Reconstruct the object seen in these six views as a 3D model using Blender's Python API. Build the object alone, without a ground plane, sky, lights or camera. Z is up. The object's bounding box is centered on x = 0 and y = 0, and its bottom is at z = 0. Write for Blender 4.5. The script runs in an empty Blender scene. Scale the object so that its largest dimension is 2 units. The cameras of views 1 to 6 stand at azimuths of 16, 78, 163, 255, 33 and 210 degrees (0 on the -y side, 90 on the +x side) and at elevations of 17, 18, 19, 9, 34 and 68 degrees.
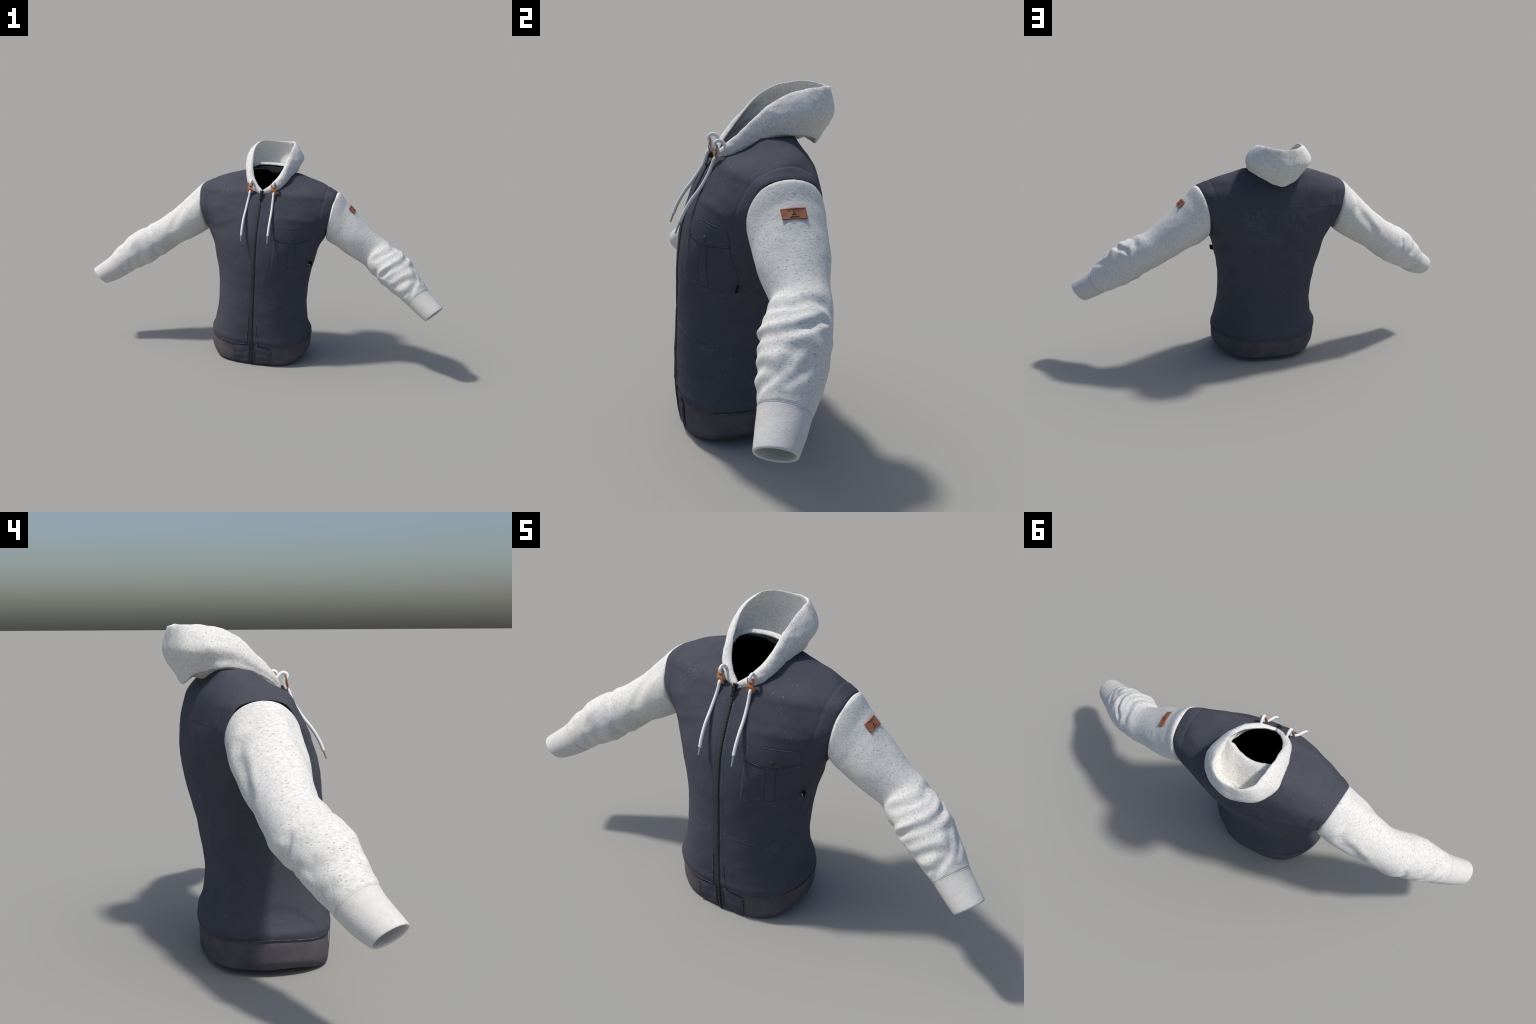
import bpy, bmesh, math, random
import numpy as np
from mathutils import Vector, noise

random.seed(7)
SC = bpy.context.scene.collection

# ------------------------------------------------------------------ helpers
def pchip(x, y, xi):
    """Shape-preserving cubic through the control rows y(x)."""
    x = np.asarray(x, float); y = np.asarray(y, float); xi = np.asarray(xi, float)
    ex = (-1,) + (1,) * (y.ndim - 1)
    h = np.diff(x); d = np.diff(y, axis=0) / h.reshape(ex)
    m = np.zeros_like(y)
    w1 = (2 * h[1:] + h[:-1]).reshape(ex); w2 = (h[1:] + 2 * h[:-1]).reshape(ex)
    with np.errstate(all='ignore'):
        m[1:-1] = np.where(d[:-1] * d[1:] > 0, (w1 + w2) / (w1 / d[:-1] + w2 / d[1:]), 0)
    m[0] = d[0]; m[-1] = d[-1]
    i = np.clip(np.searchsorted(x, xi) - 1, 0, len(x) - 2)
    t = ((xi - x[i]) / h[i]).reshape(ex); hh = h[i].reshape(ex)
    return ((2*t**3 - 3*t**2 + 1) * y[i] + (t**3 - 2*t**2 + t) * hh * m[i]
            + (-2*t**3 + 3*t**2) * y[i+1] + (t**3 - t**2) * hh * m[i+1])

def spline(P, n, closed=False):
    """Centripetal Catmull-Rom through control points, n samples, uniform in knot parameter."""
    P = np.asarray(P, float)
    k = np.concatenate([[0], np.cumsum(np.maximum(np.linalg.norm(np.diff(P, axis=0), axis=1), 1e-6) ** .5)])
    m = np.zeros_like(P)
    dk = np.diff(k)[:, None]; s = np.diff(P, axis=0) / dk
    m[1:-1] = (s[:-1] * dk[1:] + s[1:] * dk[:-1]) / (dk[1:] + dk[:-1])
    m[0] = s[0]; m[-1] = s[-1]
    t = np.linspace(0, k[-1], n)
    i = np.clip(np.searchsorted(k, t) - 1, 0, len(k) - 2)
    u = ((t - k[i]) / (k[i+1] - k[i]))[:, None]; h = (k[i+1] - k[i])[:, None]
    return ((2*u**3 - 3*u**2 + 1) * P[i] + (u**3 - 2*u**2 + u) * h * m[i]
            + (-2*u**3 + 3*u**2) * P[i+1] + (u**3 - u**2) * h * m[i+1])

def smooth(a, b, x):
    t = np.clip((x - a) / (b - a), 0, 1); return t * t * (3 - 2 * t)

def fbm(P, scale, octaves=3, seed=0.):
    P = np.asarray(P, float).reshape(-1, 3); out = np.zeros(len(P)); off = Vector((seed, seed * 1.7, -seed))
    for j, p in enumerate(P):
        v = Vector(p) * scale + off; a = 1.; s = 0.
        for _ in range(octaves):
            s += a * noise.noise(v); v = v * 2.03; a *= .5
        out[j] = s
    return out

def grid_faces(rows, cols, wrap):
    F = []
    for r in range(rows - 1):
        for c in range(cols if wrap else cols - 1):
            c2 = (c + 1) % cols
            F.append((r*cols + c, r*cols + c2, (r+1)*cols + c2, (r+1)*cols + c))
    return F

def grid_normals(G, wrap):
    """Vertex normals of a (rows, cols, 3) grid."""
    if wrap:
        du = np.roll(G, -1, 1) - np.roll(G, 1, 1)
    else:
        du = np.gradient(G, axis=1)
    dv = np.gradient(G, axis=0)
    n = np.cross(du, dv); n /= np.maximum(np.linalg.norm(n, axis=2), 1e-9)[..., None]
    return n

def mesh_object(name, verts, faces, mats, parent=None, smooth_shade=True, recalc=True):
    me = bpy.data.meshes.new(name)
    me.from_pydata([tuple(v) for v in np.asarray(verts).reshape(-1, 3)], [], faces)
    if recalc:
        bm = bmesh.new(); bm.from_mesh(me)
        bmesh.ops.recalc_face_normals(bm, faces=bm.faces); bm.to_mesh(me); bm.free()
    for m in (mats if isinstance(mats, (list, tuple)) else [mats]): me.materials.append(m)
    if smooth_shade:
        me.polygons.foreach_set('use_smooth', [True] * len(me.polygons))
    ob = bpy.data.objects.new(name, me); SC.objects.link(ob)
    if parent: ob.parent = parent
    return ob

def tube(path, r, seg=10, cap=True):
    """Verts and faces of a round tube along a polyline; r scalar or array."""
    P = np.asarray(path, float); n = len(P); r = np.broadcast_to(np.asarray(r, float), (n,))
    t = np.gradient(P, axis=0); t /= np.maximum(np.linalg.norm(t, axis=1), 1e-9)[:, None]
    a = np.array([0, 0, 1.]) if abs(t[0][2]) < .9 else np.array([1., 0, 0])
    V = []; u = np.cross(t[0], a); u /= np.linalg.norm(u)
    for i in range(n):
        u = u - t[i] * (u @ t[i]); u /= np.linalg.norm(u); w = np.cross(t[i], u)
        for j in range(seg):
            f = 2 * math.pi * j / seg; V.append(P[i] + r[i] * (math.cos(f) * u + math.sin(f) * w))
    F = grid_faces(n, seg, True)
    if cap:
        F.append(tuple(range(seg))[::-1]); F.append(tuple(range((n-1)*seg, n*seg)))
    return V, F

class Soup:
    """Collects pieces into one mesh."""
    def __init__(s): s.V = []; s.F = []
    def add(s, V, F):
        o = len(s.V); s.V += [tuple(v) for v in V]; s.F += [tuple(i + o for i in f) for f in F]

def box_at(c, ax, ay, az, hx, hy, hz):
    c, ax, ay, az = map(lambda q: np.asarray(q, float), (c, ax, ay, az))
    V = [c + ax*hx*i + ay*hy*j + az*hz*k for i in (-1, 1) for j in (-1, 1) for k in (-1, 1)]
    F = [(0,1,3,2),(4,6,7,5),(0,4,5,1),(2,3,7,6),(0,2,6,4),(1,5,7,3)]
    return V, F

def bevel(ob, w, seg=2, angle=40):
    m = ob.modifiers.new('bevel', 'BEVEL'); m.width = w; m.segments = seg; m.limit_method = 'ANGLE'; m.angle_limit = math.radians(angle)

# ------------------------------------------------------------------ materials
class Nodes:
    def __init__(s, name, rough=.85, spec=.25):
        s.m = bpy.data.materials.new(name); s.m.use_nodes = True; s.t = s.m.node_tree; s.n = s.t.nodes
        s.b = s.n['Principled BSDF']; s.b.inputs['Roughness'].default_value = rough
        s.b.inputs['Specular IOR Level'].default_value = spec
        s.co = s.n.new('ShaderNodeTexCoord').outputs['Object']
    def link(s, a, b): s.t.links.new(a, b)
    def val(s, sock, v):
        if hasattr(v, 'is_linked') or isinstance(v, bpy.types.NodeSocket): s.link(v, sock)
        else: sock.default_value = v
    def mapping(s, scale=(1, 1, 1), rot=(0, 0, 0), loc=(0, 0, 0), vec=None):
        n = s.n.new('ShaderNodeMapping'); s.link(vec or s.co, n.inputs['Vector'])
        n.inputs['Scale'].default_value = scale; n.inputs['Rotation'].default_value = rot; n.inputs['Location'].default_value = loc
        return n.outputs[0]
    def noise(s, scale, detail=3, rough=.55, vec=None):
        n = s.n.new('ShaderNodeTexNoise'); s.link(vec or s.co, n.inputs['Vector'])
        n.inputs['Scale'].default_value = scale; n.inputs['Detail'].default_value = detail; n.inputs['Roughness'].default_value = rough
        return n.outputs['Fac']
    def voronoi(s, scale, vec=None, rand=1.):
        n = s.n.new('ShaderNodeTexVoronoi'); s.link(vec or s.co, n.inputs['Vector'])
        n.inputs['Scale'].default_value = scale; n.inputs['Randomness'].default_value = rand
        return n.outputs['Distance'], n.outputs['Color']
    def wave(s, scale, axis='X', dist=0., vec=None):
        n = s.n.new('ShaderNodeTexWave'); s.link(vec or s.co, n.inputs['Vector']); n.bands_direction = axis
        n.inputs['Scale'].default_value = scale; n.inputs['Distortion'].default_value = dist
        return n.outputs['Fac']
    def math(s, op, a, b=0., clamp=False):
        n = s.n.new('ShaderNodeMath'); n.operation = op; n.use_clamp = clamp
        s.val(n.inputs[0], a); s.val(n.inputs[1], b); return n.outputs[0]
    def rng(s, v, a, b, c=0., d=1.):
        n = s.n.new('ShaderNodeMapRange'); n.interpolation_type = 'SMOOTHSTEP'
        s.link(v, n.inputs[0])
        for i, q in enumerate((a, b, c, d)): n.inputs[i + 1].default_value = q
        return n.outputs[0]
    def mix(s, f, a, b):
        n = s.n.new('ShaderNodeMix'); n.data_type = 'RGBA'
        s.val(n.inputs[0], f)
        for sock, v in ((n.inputs[6], a), (n.inputs[7], b)):
            if isinstance(v, tuple): sock.default_value = (*v[:3], 1)
            else: s.link(v, sock)
        return n.outputs[2]
    def near(s, p, r0, r1):
        """1 inside distance r0 of point p (object space), 0 beyond r1."""
        n = s.n.new('ShaderNodeVectorMath'); n.operation = 'DISTANCE'; s.link(s.co, n.inputs[0]); n.inputs[1].default_value = p
        return s.rng(n.outputs['Value'], r0, r1, 1., 0.)
    def color(s, c):
        if isinstance(c, tuple): s.b.inputs['Base Color'].default_value = (*c[:3], 1)
        else: s.link(c, s.b.inputs['Base Color'])
    def bump(s, h, strength=.3, dist=.001):
        n = s.n.new('ShaderNodeBump'); n.inputs['Strength'].default_value = strength; n.inputs['Distance'].default_value = dist
        s.link(h, n.inputs['Height']); s.link(n.outputs[0], s.b.inputs['Normal'])

NAVY = (.060, .064, .084); NAVY_D = (.055, .059, .079); NAVY_L = (.067, .071, .092)
DUST = (.20, .20, .21)

def navy_material(name, dusty=True):
    k = Nodes(name, .9, .15)
    base = k.mix(k.rng(k.noise(14, 5, .65), .2, .8), NAVY_D, NAVY_L)
    weave = k.math('MULTIPLY', k.wave(330, 'Z', 1.5), k.noise(420, 1))
    base = k.mix(k.math('MULTIPLY', weave, .35), base, (.082, .086, .106))
    # sparse lint specks
    d, c = k.voronoi(66)
    speck = k.math('MULTIPLY', k.rng(d, .07, .14, 1, 0), k.rng(k.noise(17, 2, vec=k.mapping(loc=(3, 1, 5))), .50, .60))
    base = k.mix(k.math('MULTIPLY', speck, .8), base, DUST)
    # short scratches
    v = k.mapping(scale=(30, 30, 9), rot=(.5, .6, .2))
    d2, _ = k.voronoi(1.0, v)
    scr = k.math('MULTIPLY', k.rng(d2, .05, .12, 1, 0), k.rng(k.noise(6, 2), .55, .65))
    base = k.mix(k.math('MULTIPLY', scr, .6), base, DUST)
    if dusty:
        # rubbed chalky patches on the back, the pocket, the shoulders
        grain = k.math('MULTIPLY', k.rng(k.noise(110, 4, .75), .50, .64), k.rng(k.noise(22, 2), .42, .58))
        tot = None
        for p, r in (((.13, .21, .79), .085), ((.10, .2, .70), .075), ((-.09, .21, .755), .08), ((.02, .21, .69), .05),
                     ((-.26, .1, .90), .07), ((.23, -.17, .63), .05), ((-.22, -.1, .93), .07), ((.2, -.2, .33), .05)):
            n = k.near(p, r * .3, r); tot = n if tot is None else k.math('MAXIMUM', tot, n)
        base = k.mix(k.math('MULTIPLY', k.math('MULTIPLY', grain, tot), .5), base, DUST)
    k.color(base)
    k.bump(k.math('ADD', weave, k.noise(160, 3)), .25, .0008)
    return k.m

def heather_material(name, rot=(0, 0, 0), stretch=(1, 1, 1), flecks=1.):
    k = Nodes(name, .92, .12)
    v = k.mapping(scale=stretch, rot=rot)
    mott = k.noise(150, 4, .65, v)
    base = k.mix(k.rng(mott, .34, .60), (.585, .585, .575), (.72, .72, .695))
    d, c = k.voronoi(150, v)
    sep = k.n.new('ShaderNodeSeparateColor'); k.link(c, sep.inputs[0])
    pick = k.rng(sep.outputs[0], .78, .83)
    fl = k.math('MULTIPLY', k.rng(d, .14, .42, 1, 0), pick)
    base = k.mix(k.math('MULTIPLY', fl, .6 * flecks), base, (.20, .20, .195))
    d2, c2 = k.voronoi(190, k.mapping(scale=stretch, rot=rot, loc=(4, 2, 7)))
    sep2 = k.n.new('ShaderNodeSeparateColor'); k.link(c2, sep2.inputs[0])
    fl2 = k.math('MULTIPLY', k.rng(d2, .15, .4, 1, 0), k.rng(sep2.outputs[1], .80, .85))
    base = k.mix(k.math('MULTIPLY', fl2,   .4 * flecks), base, (.30, .305, .31))
    k.color(base)
    k.bump(k.math('ADD', mott, k.noise(240, 2, .6, v)), .35, .0015)
    return k.m

M_NAVY = navy_material('navy_cotton'); M_NAVY2 = navy_material('navy_cotton_trim', False)
M_SLEEVE = heather_material('heather_jersey', (0, .72, 0), (1.1, .45, 1.1))
M_HOOD = heather_material('heather_hood', (0, 0, 0), (1, 1, .9), .9)

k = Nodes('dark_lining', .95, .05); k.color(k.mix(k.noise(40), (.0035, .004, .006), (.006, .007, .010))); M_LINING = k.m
k = Nodes('ribbed_cuff', .9, .15)
k.color(k.mix(k.rng(k.noise(60, 3), .3, .7), (.61, .605, .59), (.655, .65, .63)))
k.bump(k.noise(300, 2, .6), .55, .002); M_CUFF = k.m
k = Nodes('ribbed_hem', .92, .12)
hb = k.mix(k.rng(k.noise(14, 4), .35, .65), (.082, .076, .089), (.102, .094, .107))
gr = k.math('MULTIPLY', k.rng(k.noise(95, 4, .75), .54, .7), k.rng(k.noise(9, 2), .52, .66))
hb = k.mix(k.math('MULTIPLY', gr, .35), hb, DUST); k.color(hb)
k.bump(k.noise(260, 2), .35, .001); M_HEM = k.m
k = Nodes('worn_seam', .9, .15)
k.color(k.mix(k.rng(k.noise(55, 4, .7), .46, .64), (.056, .060, .080), (.125, .125, .14))); M_SEAM = k.m
k = Nodes('dark_seam', .9, .1); k.color(k.mix(k.noise(60), (.030, .032, .045), (.042, .045, .060))); M_SEAMD = k.m
k = Nodes('tan_leather', .6, .3)
k.color(k.mix(k.rng(k.noise(45, 4), .3, .7), (.38, .155, .068), (.48, .205, .095))); k.bump(k.noise(400, 3), .2, .0006); M_LEATHER = k.m
k = Nodes('red_brown_leather', .5, .35)
k.color(k.mix(k.rng(k.noise(45, 4), .3, .7), (.30, .110, .058), (.36, .140, .075))); k.bump(k.noise(400, 3), .2, .0006); M_PATCH = k.m
k = Nodes('debossed_ink', .8, .1); k.color((.095, .052, .034)); M_INK = k.m
k = Nodes('white_cord', .8, .2)
k.color(k.mix(k.noise(200, 2), (.76, .76, .78), (.88, .88, .89))); k.bump(k.wave(260, 'Z', 3), .3, .0006); M_CORD = k.m
k = Nodes('steel_tip', .35, .5); k.b.inputs['Metallic'].default_value = .55; k.color((.40, .45, .48)); M_TIP = k.m
k = Nodes('black_metal', .38, .5); k.b.inputs['Metallic'].default_value = .3; k.color(k.mix(k.noise(80), (.010, .010, .011), (.018, .018, .019))); M_BLACK = k.m
k = Nodes('zip_tape', .8, .2); k.color(k.mix(k.noise(150, 2), (.030, .029, .029), (.045, .043, .041))); M_TAPE = k.m
k = Nodes('zip_teeth', .5, .4); k.color((.040, .038, .034)); M_TEETH = k.m
k = Nodes('dull_snap', .6, .4); k.color(k.mix(k.noise(90), (.028, .027, .026), (.044, .042, .040))); M_BUTTON = k.m
k = Nodes('woven_label', .8, .2); k.color((.008, .008, .009)); M_LABEL = k.m
k = Nodes('white_print', .8, .2); k.color((.62, .63, .66)); M_PRINT = k.m

# ------------------------------------------------------------------ the thing
root = bpy.data.objects.new('hooded_jacket', None); SC.objects.link(root)
root['label'] = 'navy zip jacket with pale heather sleeves and hood'
root['category'] = 'jacket'

# ------------------------------------------------------------------ torso form
# rows: height, half width, front y, back y, roundness front, roundness back
TORSO = np.array([
 [.000, .240, -.266, .160, 3.0, 2.5],
 [.050, .278, -.273, .164, 2.45, 2.0],
 [.110, .282, -.276, .167, 2.26, 2.0],
 [.170, .271, -.277, .164, 2.28, 2.05],
 [.230, .256, -.276, .146, 2.15, 2.16],
 [.310, .247, -.272, .138, 2.01, 2.34],
 [.400, .249, -.266, .148, 1.88, 2.51],
 [.490, .260, -.262, .167, 1.83, 2.60],
 [.570, .281, -.258, .188, 1.80, 2.45],
 [.630, .297, -.251, .202, 1.75, 2.20],
 [.680, .326, -.242, .213, 1.62, 2.02],
 [.730, .360, -.229, .219, 1.52, 1.94],
 [.790, .425, -.206, .214, 1.44, 1.96],
 [.850, .480, -.176, .205, 1.42, 1.92],
 [.900, .455, -.148, .192, 1.48, 2.0],
 [.940, .363, -.113, .177, 1.88, 2.22],
 [.970, .305, -.053, .156, 1.98, 2.15],
 [.995, .229, -.019, .141, 2.12, 2.13],
 [1.010, .177, -.002, .134, 2.30, 2.19]])

def soften(x, a, e):
    """Flattens the front centre of a section over a width e."""
    return (np.sqrt(x*x + e*e) - e) * a / (np.sqrt(a*a + e*e) - e)

def torso_y(x, z, back=False):
    a, yf, yb, nf, nb = pchip(TORSO[:, 0], TORSO[:, 1:], np.atleast_1d(z)).T
    yc = (yf + yb) / 2; b = (yb - yf) / 2; n = nb if back else nf
    e = .03 + .045 * smooth(.55, .72, np.atleast_1d(z)) * smooth(.88, .80, np.atleast_1d(z)) + .01 * smooth(.80, .88, np.atleast_1d(z))
    q = np.clip(soften(np.minimum(np.abs(np.atleast_1d(x)), a), a, e) / a, 0, 1)
    y = b * (1 - q ** n) ** (1 / n)
    return yc + y if back else yc - y

def torso_ring(z, n):
    """Closed ring at height z, n points evenly spaced, starting at front centre toward +x."""
    a = float(pchip(TORSO[:, 0], TORSO[:, 1:2], [z])[0, 0])
    th = np.linspace(0, math.pi, 500); x = a * (1 - np.cos(th)) / 2
    yf = torso_y(x, np.full_like(x, z)); yb = torso_y(x, np.full_like(x, z), True)
    half = np.concatenate([np.stack([x, yf], 1), np.stack([x, yb], 1)[::-1][1:]])
    s = np.concatenate([[0], np.cumsum(np.linalg.norm(np.diff(half, axis=0), axis=1))])
    m = n // 2
    t = np.linspace(0, s[-1], m + 1)
    h = np.stack([np.interp(t, s, half[:, 0]), np.interp(t, s, half[:, 1])], 1)
    ring = np.concatenate([h, (h * [-1, 1])[::-1][1:-1]])
    return np.concatenate([ring, np.full((n, 1), z)], 1)

def hem_line(y):
    """Height of the hem seam around the body."""
    return .118 + .018 * np.exp(-((y + .03) / .12) ** 2)

def armhole(P):
    """Signed distance beyond the armhole edge (positive outside the vest)."""
    return np.abs(P[..., 0]) - (.356 + .18 * (P[..., 2] - .81) - .08 * (P[..., 1] - .03))

# broad creases on the body: (start, end, width, height) as points near the surface
CREASES = [((-.10, .2, .80), (-.20, .16, .66), .020, .004), ((-.17, .16, .55), (-.05, .16, .38), .018, .004),
           ((.18, .15, .52), (.05, .16, .36), .018, .003), ((-.24, .06, .44), (-.12, .15, .28), .018, .004),
           ((.10, .16, .2), (.03, .17, .13), .014, .004), ((-.14, .15, .2), (-.2, .1, .14), .014, .004),
           ((.12, -.18, .88), (.28, -.13, .86), .02, .0035), ((.10, -.2, .83), (.30, -.13, .80), .018, .0035),
           ((-.12, -.17, .90), (-.26, -.13, .84), .018, .003), ((-.1, -.2, .82), (-.28, -.14, .74), .02, .003),
           ((.24, -.08, .46), (.275, .0, .56), .014, .005), ((.24, -.03, .42), (.285, .05, .58), .014, .004),
           ((-.25, -.05, .5), (-.27, .03, .6), .016, .004), ((-.27, .0, .955), (-.24, .09, .96), .014, .004),
           ((-.20, -.03, .965), (-.19, .08, .98), .014, .003), ((.26, -.1, .2), (.2, -.17, .26), .016, .003)]

def body_relief(P):
    P = np.asarray(P, float); sh = P.shape[:-1]; Q = P.reshape(-1, 3)
    d = .0022 * fbm(Q, 7., 2, 3.1) + .0010 * fbm(Q, 22., 2, 9.4)
    for a, b, w, h in CREASES:
        a = np.array(a); b = np.array(b); ab = b - a
        t = np.clip((Q - a) @ ab / (ab @ ab), 0, 1)
        r = np.linalg.norm(Q - a - t[:, None] * ab, axis=1)
        d += h * np.exp(-(r / w) ** 2) - .5 * h * np.exp(-(r / (2.2 * w)) ** 2)
    # armhole yoke band stands a little proud, with a groove at its seam
    e = -armhole(Q)
    up = smooth(.72, .80, Q[:, 2])
    d += up * (.0022 * smooth(.058, .050, e) - .0025 * np.exp(-((e - .054) / .005) ** 2))
    d -= .004 * smooth(.012, -.002, e)          # armhole edge turns in onto the sleeve
    # zip channel and the swell of the placket
    front = (Q[:, 1] < -.05)
    d -= front * .003 * np.exp(-(Q[:, 0] / .008) ** 2)
    # cloth swells over the hem seam
    hz = Q[:, 2] - hem_line(Q[:, 1])
    d += .004 * np.exp(-((hz - .022) / .02) ** 2) * (hz > -.001)
    return d.reshape(sh)

def on_body(x, z, lift=0., back=False):
    """Point on the cloth surface at (x, z), lifted along its normal; returns (points, normals)."""
    x = np.atleast_1d(np.asarray(x, float)); z = np.broadcast_to(np.atleast_1d(np.asarray(z, float)), x.shape)
    f = lambda X, Z: np.stack([X, torso_y(X, Z, back), Z], -1)
    e = .004; P = f(x, z)
    n = np.cross(f(x + e, z) - f(x - e, z), f(x, z + e) - f(x, z - e))
    if back: n = -n
    n /= np.linalg.norm(n, axis=-1)[..., None]
    return P + n * (body_relief(P) + lift)[..., None], n

# ---- vest
NR = 288
zs = np.concatenate([np.linspace(.085, .60, 92), np.linspace(.605, .90, 62), np.linspace(.903, 1.01, 44)])
rows = [torso_ring(z, NR) for z in zs]
for f in (.93, .86, .78, .7, .6):
    r = rows[len(zs) - 1].copy(); r[:, :2] = (r[:, :2] - [0, .066]) * f + [0, .066]; r[:, 2] = 1.01 + .012 * (1 - f); rows.append(r)
G = np.array(rows)
# lower edge follows the hem seam
lo = G[..., 2] < .2
w = np.clip((.2 - G[..., 2]) / (.2 - .085), 0, 1)
target = hem_line(G[..., 1]) - .004
G[..., 2] = np.where(lo, .2 - w * (.2 - target), G[..., 2])
Nn = grid_normals(G, True)
if (Nn[20, 0] @ np.array([0, -1, 0])) < 0: Nn = -Nn
G = G + Nn * body_relief(G)[..., None]

me = bpy.data.meshes.new('vest'); me.from_pydata([tuple(v) for v in G.reshape(-1, 3)], [], grid_faces(len(rows), NR, True))
bm = bmesh.new(); bm.from_mesh(me)
for sx in (1, -1):
    nrm = Vector((sx, .08, -.18)); co = Vector((sx * .356, .03, .81))
    hi = [f for f in bm.faces if all(v.co.z > .60 for v in f.verts)]
    geo = list({v for f in hi for v in f.verts}) + list({e for f in hi for e in f.edges}) + hi
    bmesh.ops.bisect_plane(bm, geom=geo, plane_co=co, plane_no=nrm, clear_outer=True)
def in_neck(c): return (c.x / .119) ** 2 + ((c.y - .015) / .127) ** 2 < 1 and c.z > .88
dead = [f for f in bm.faces if all(in_neck(v.co) for v in f.verts)]
bmesh.ops.delete(bm, geom=dead, context='FACES')
bmesh.ops.delete(bm, geom=[v for v in bm.verts if not v.link_faces], context='VERTS')
for v in bm.verts:                       # clean neckline
    if in_neck(v.co):
        q = math.sqrt((v.co.x / .119) ** 2 + ((v.co.y - .015) / .127) ** 2)
        v.co.x /= q; v.co.y = .015 + (v.co.y - .015) / q
bmesh.ops.recalc_face_normals(bm, faces=bm.faces); bm.to_mesh(me); bm.free()
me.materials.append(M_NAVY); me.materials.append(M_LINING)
me.polygons.foreach_set('use_smooth', [True] * len(me.polygons))
vest = bpy.data.objects.new('vest', me); SC.objects.link(vest); vest.parent = root
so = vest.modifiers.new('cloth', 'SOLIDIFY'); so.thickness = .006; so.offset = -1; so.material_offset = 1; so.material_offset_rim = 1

# ---- hem band: outer face, rolled lower edge, inner face
HR = 240
def hem_bottom(y): # the band hangs lowest in front
    return .008 + .015 * smooth(-.26, -.08, y)
hrows = []
for t in np.linspace(0, 1, 22):
    r = torso_ring(.13 - .118 * t, HR)
    top = hem_line(r[:, 1]) + .004; bot = hem_bottom(r[:, 1])
    r[:, 2] = top + (bot - top) * t
    hrows.append(r)
H = np.array(hrows)
Nh = grid_normals(H, True)
if (Nh[8, 0] @ np.array([0, -1, 0])) < 0: Nh = -Nh
tt = np.linspace(0, 1, 22)
H = H - Nh * (.003 + .003 * smooth(.25, 0, tt))[:, None, None] + Nh * (.0012 * fbm(H, 14, 2, 5.).reshape(H.shape[:2]))[..., None]
cen = np.array([0, -.055, 0])
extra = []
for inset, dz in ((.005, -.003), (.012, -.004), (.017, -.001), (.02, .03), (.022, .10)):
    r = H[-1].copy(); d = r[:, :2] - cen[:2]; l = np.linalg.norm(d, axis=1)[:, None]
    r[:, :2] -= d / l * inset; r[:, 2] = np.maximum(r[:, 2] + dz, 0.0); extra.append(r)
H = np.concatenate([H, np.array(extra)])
hf = grid_faces(len(H), HR, True)
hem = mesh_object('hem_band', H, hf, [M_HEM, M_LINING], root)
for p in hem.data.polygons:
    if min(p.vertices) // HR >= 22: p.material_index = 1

# ------------------------------------------------------------------ seams and strips on the vest
def body_tube(pts, r, back=False, lift=0., n=60, seg=6):
    c = spline(np.array([(x, 0, z) for x, z in pts]), n)
    P, _ = on_body(c[:, 0], c[:, 2], lift, back)
    return tube(P, r, seg)

def body_panel(outline_x0, outline_x1, z0, z1, lift, nx, nz, thick=.004, back=False):
    """Cloth piece laid on the body: rows from z0 to z1, edges given as functions of t."""
    T = np.linspace(0, 1, nz); U = np.linspace(0, 1, nx); V = []
    Gp = np.zeros((nz, nx, 3)); Nq = np.zeros((nz, nx, 3))
    for i, t in enumerate(T):
        xa, xb = outline_x0(t), outline_x1(t); xx = xa + (xb - xa) * U
        zz = np.array([z0(u) + (z1(u) - z0(u)) * t for u in U])
        Gp[i], Nq[i] = on_body(xx, zz, 0., back)
    edge = np.minimum.outer(np.minimum(T, 1 - T) * nz, np.full(nx, 9)); edge = np.minimum(edge, np.minimum(U, 1 - U)[None] * nx)
    off = lift * smooth(-.6, 1.3, edge)
    top = Gp + Nq * off[..., None]; bot = Gp - Nq * thick
    V = np.concatenate([top.reshape(-1, 3), bot.reshape(-1, 3)]); F = grid_faces(nz, nx, False); m = nz * nx
    F2 = F + [tuple(i + m for i in f[::-1]) for f in F]
    ring = [j for j in range(nx)] + [i*nx + nx - 1 for i in range(1, nz)] + [(nz-1)*nx + j for j in range(nx-2, -1, -1)] + [i*nx for i in range(nz-2, 0, -1)]
    for a, b in zip(ring, ring[1:] + ring[:1]): F2.append((a, a + m, b + m, b))
    return V, F2

lin = lambda a, b: (lambda t: a + (b - a) * t)
# chest pocket
V, F = body_panel(lin(.091, .102), lin(.270, .278), lambda u: .553 - .010*u, lambda u: .766 - .008*u, .0013, 40, 44)
pocket = mesh_object('chest_pocket', V, F, M_NAVY2, root)
zflap = lambda u: .713 - .010*u - .020 * max(0, 1 - abs(u - .52) / .52)
V, F = body_panel(lin(.096, .100), lin(.277, .279), zflap, lambda u: .769 - .010*u, .0034, 44, 16, .002)
flap = mesh_object('pocket_flap', V, F, M_NAVY2, pocket)
V, F = body_panel(lin(.170, .174), lin(.201, .206), lambda u: .552, lambda u: .70, .0018, 12, 40, .002)
tab = mesh_object('pen_slot', V, F, M_NAVY2, pocket)
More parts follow.
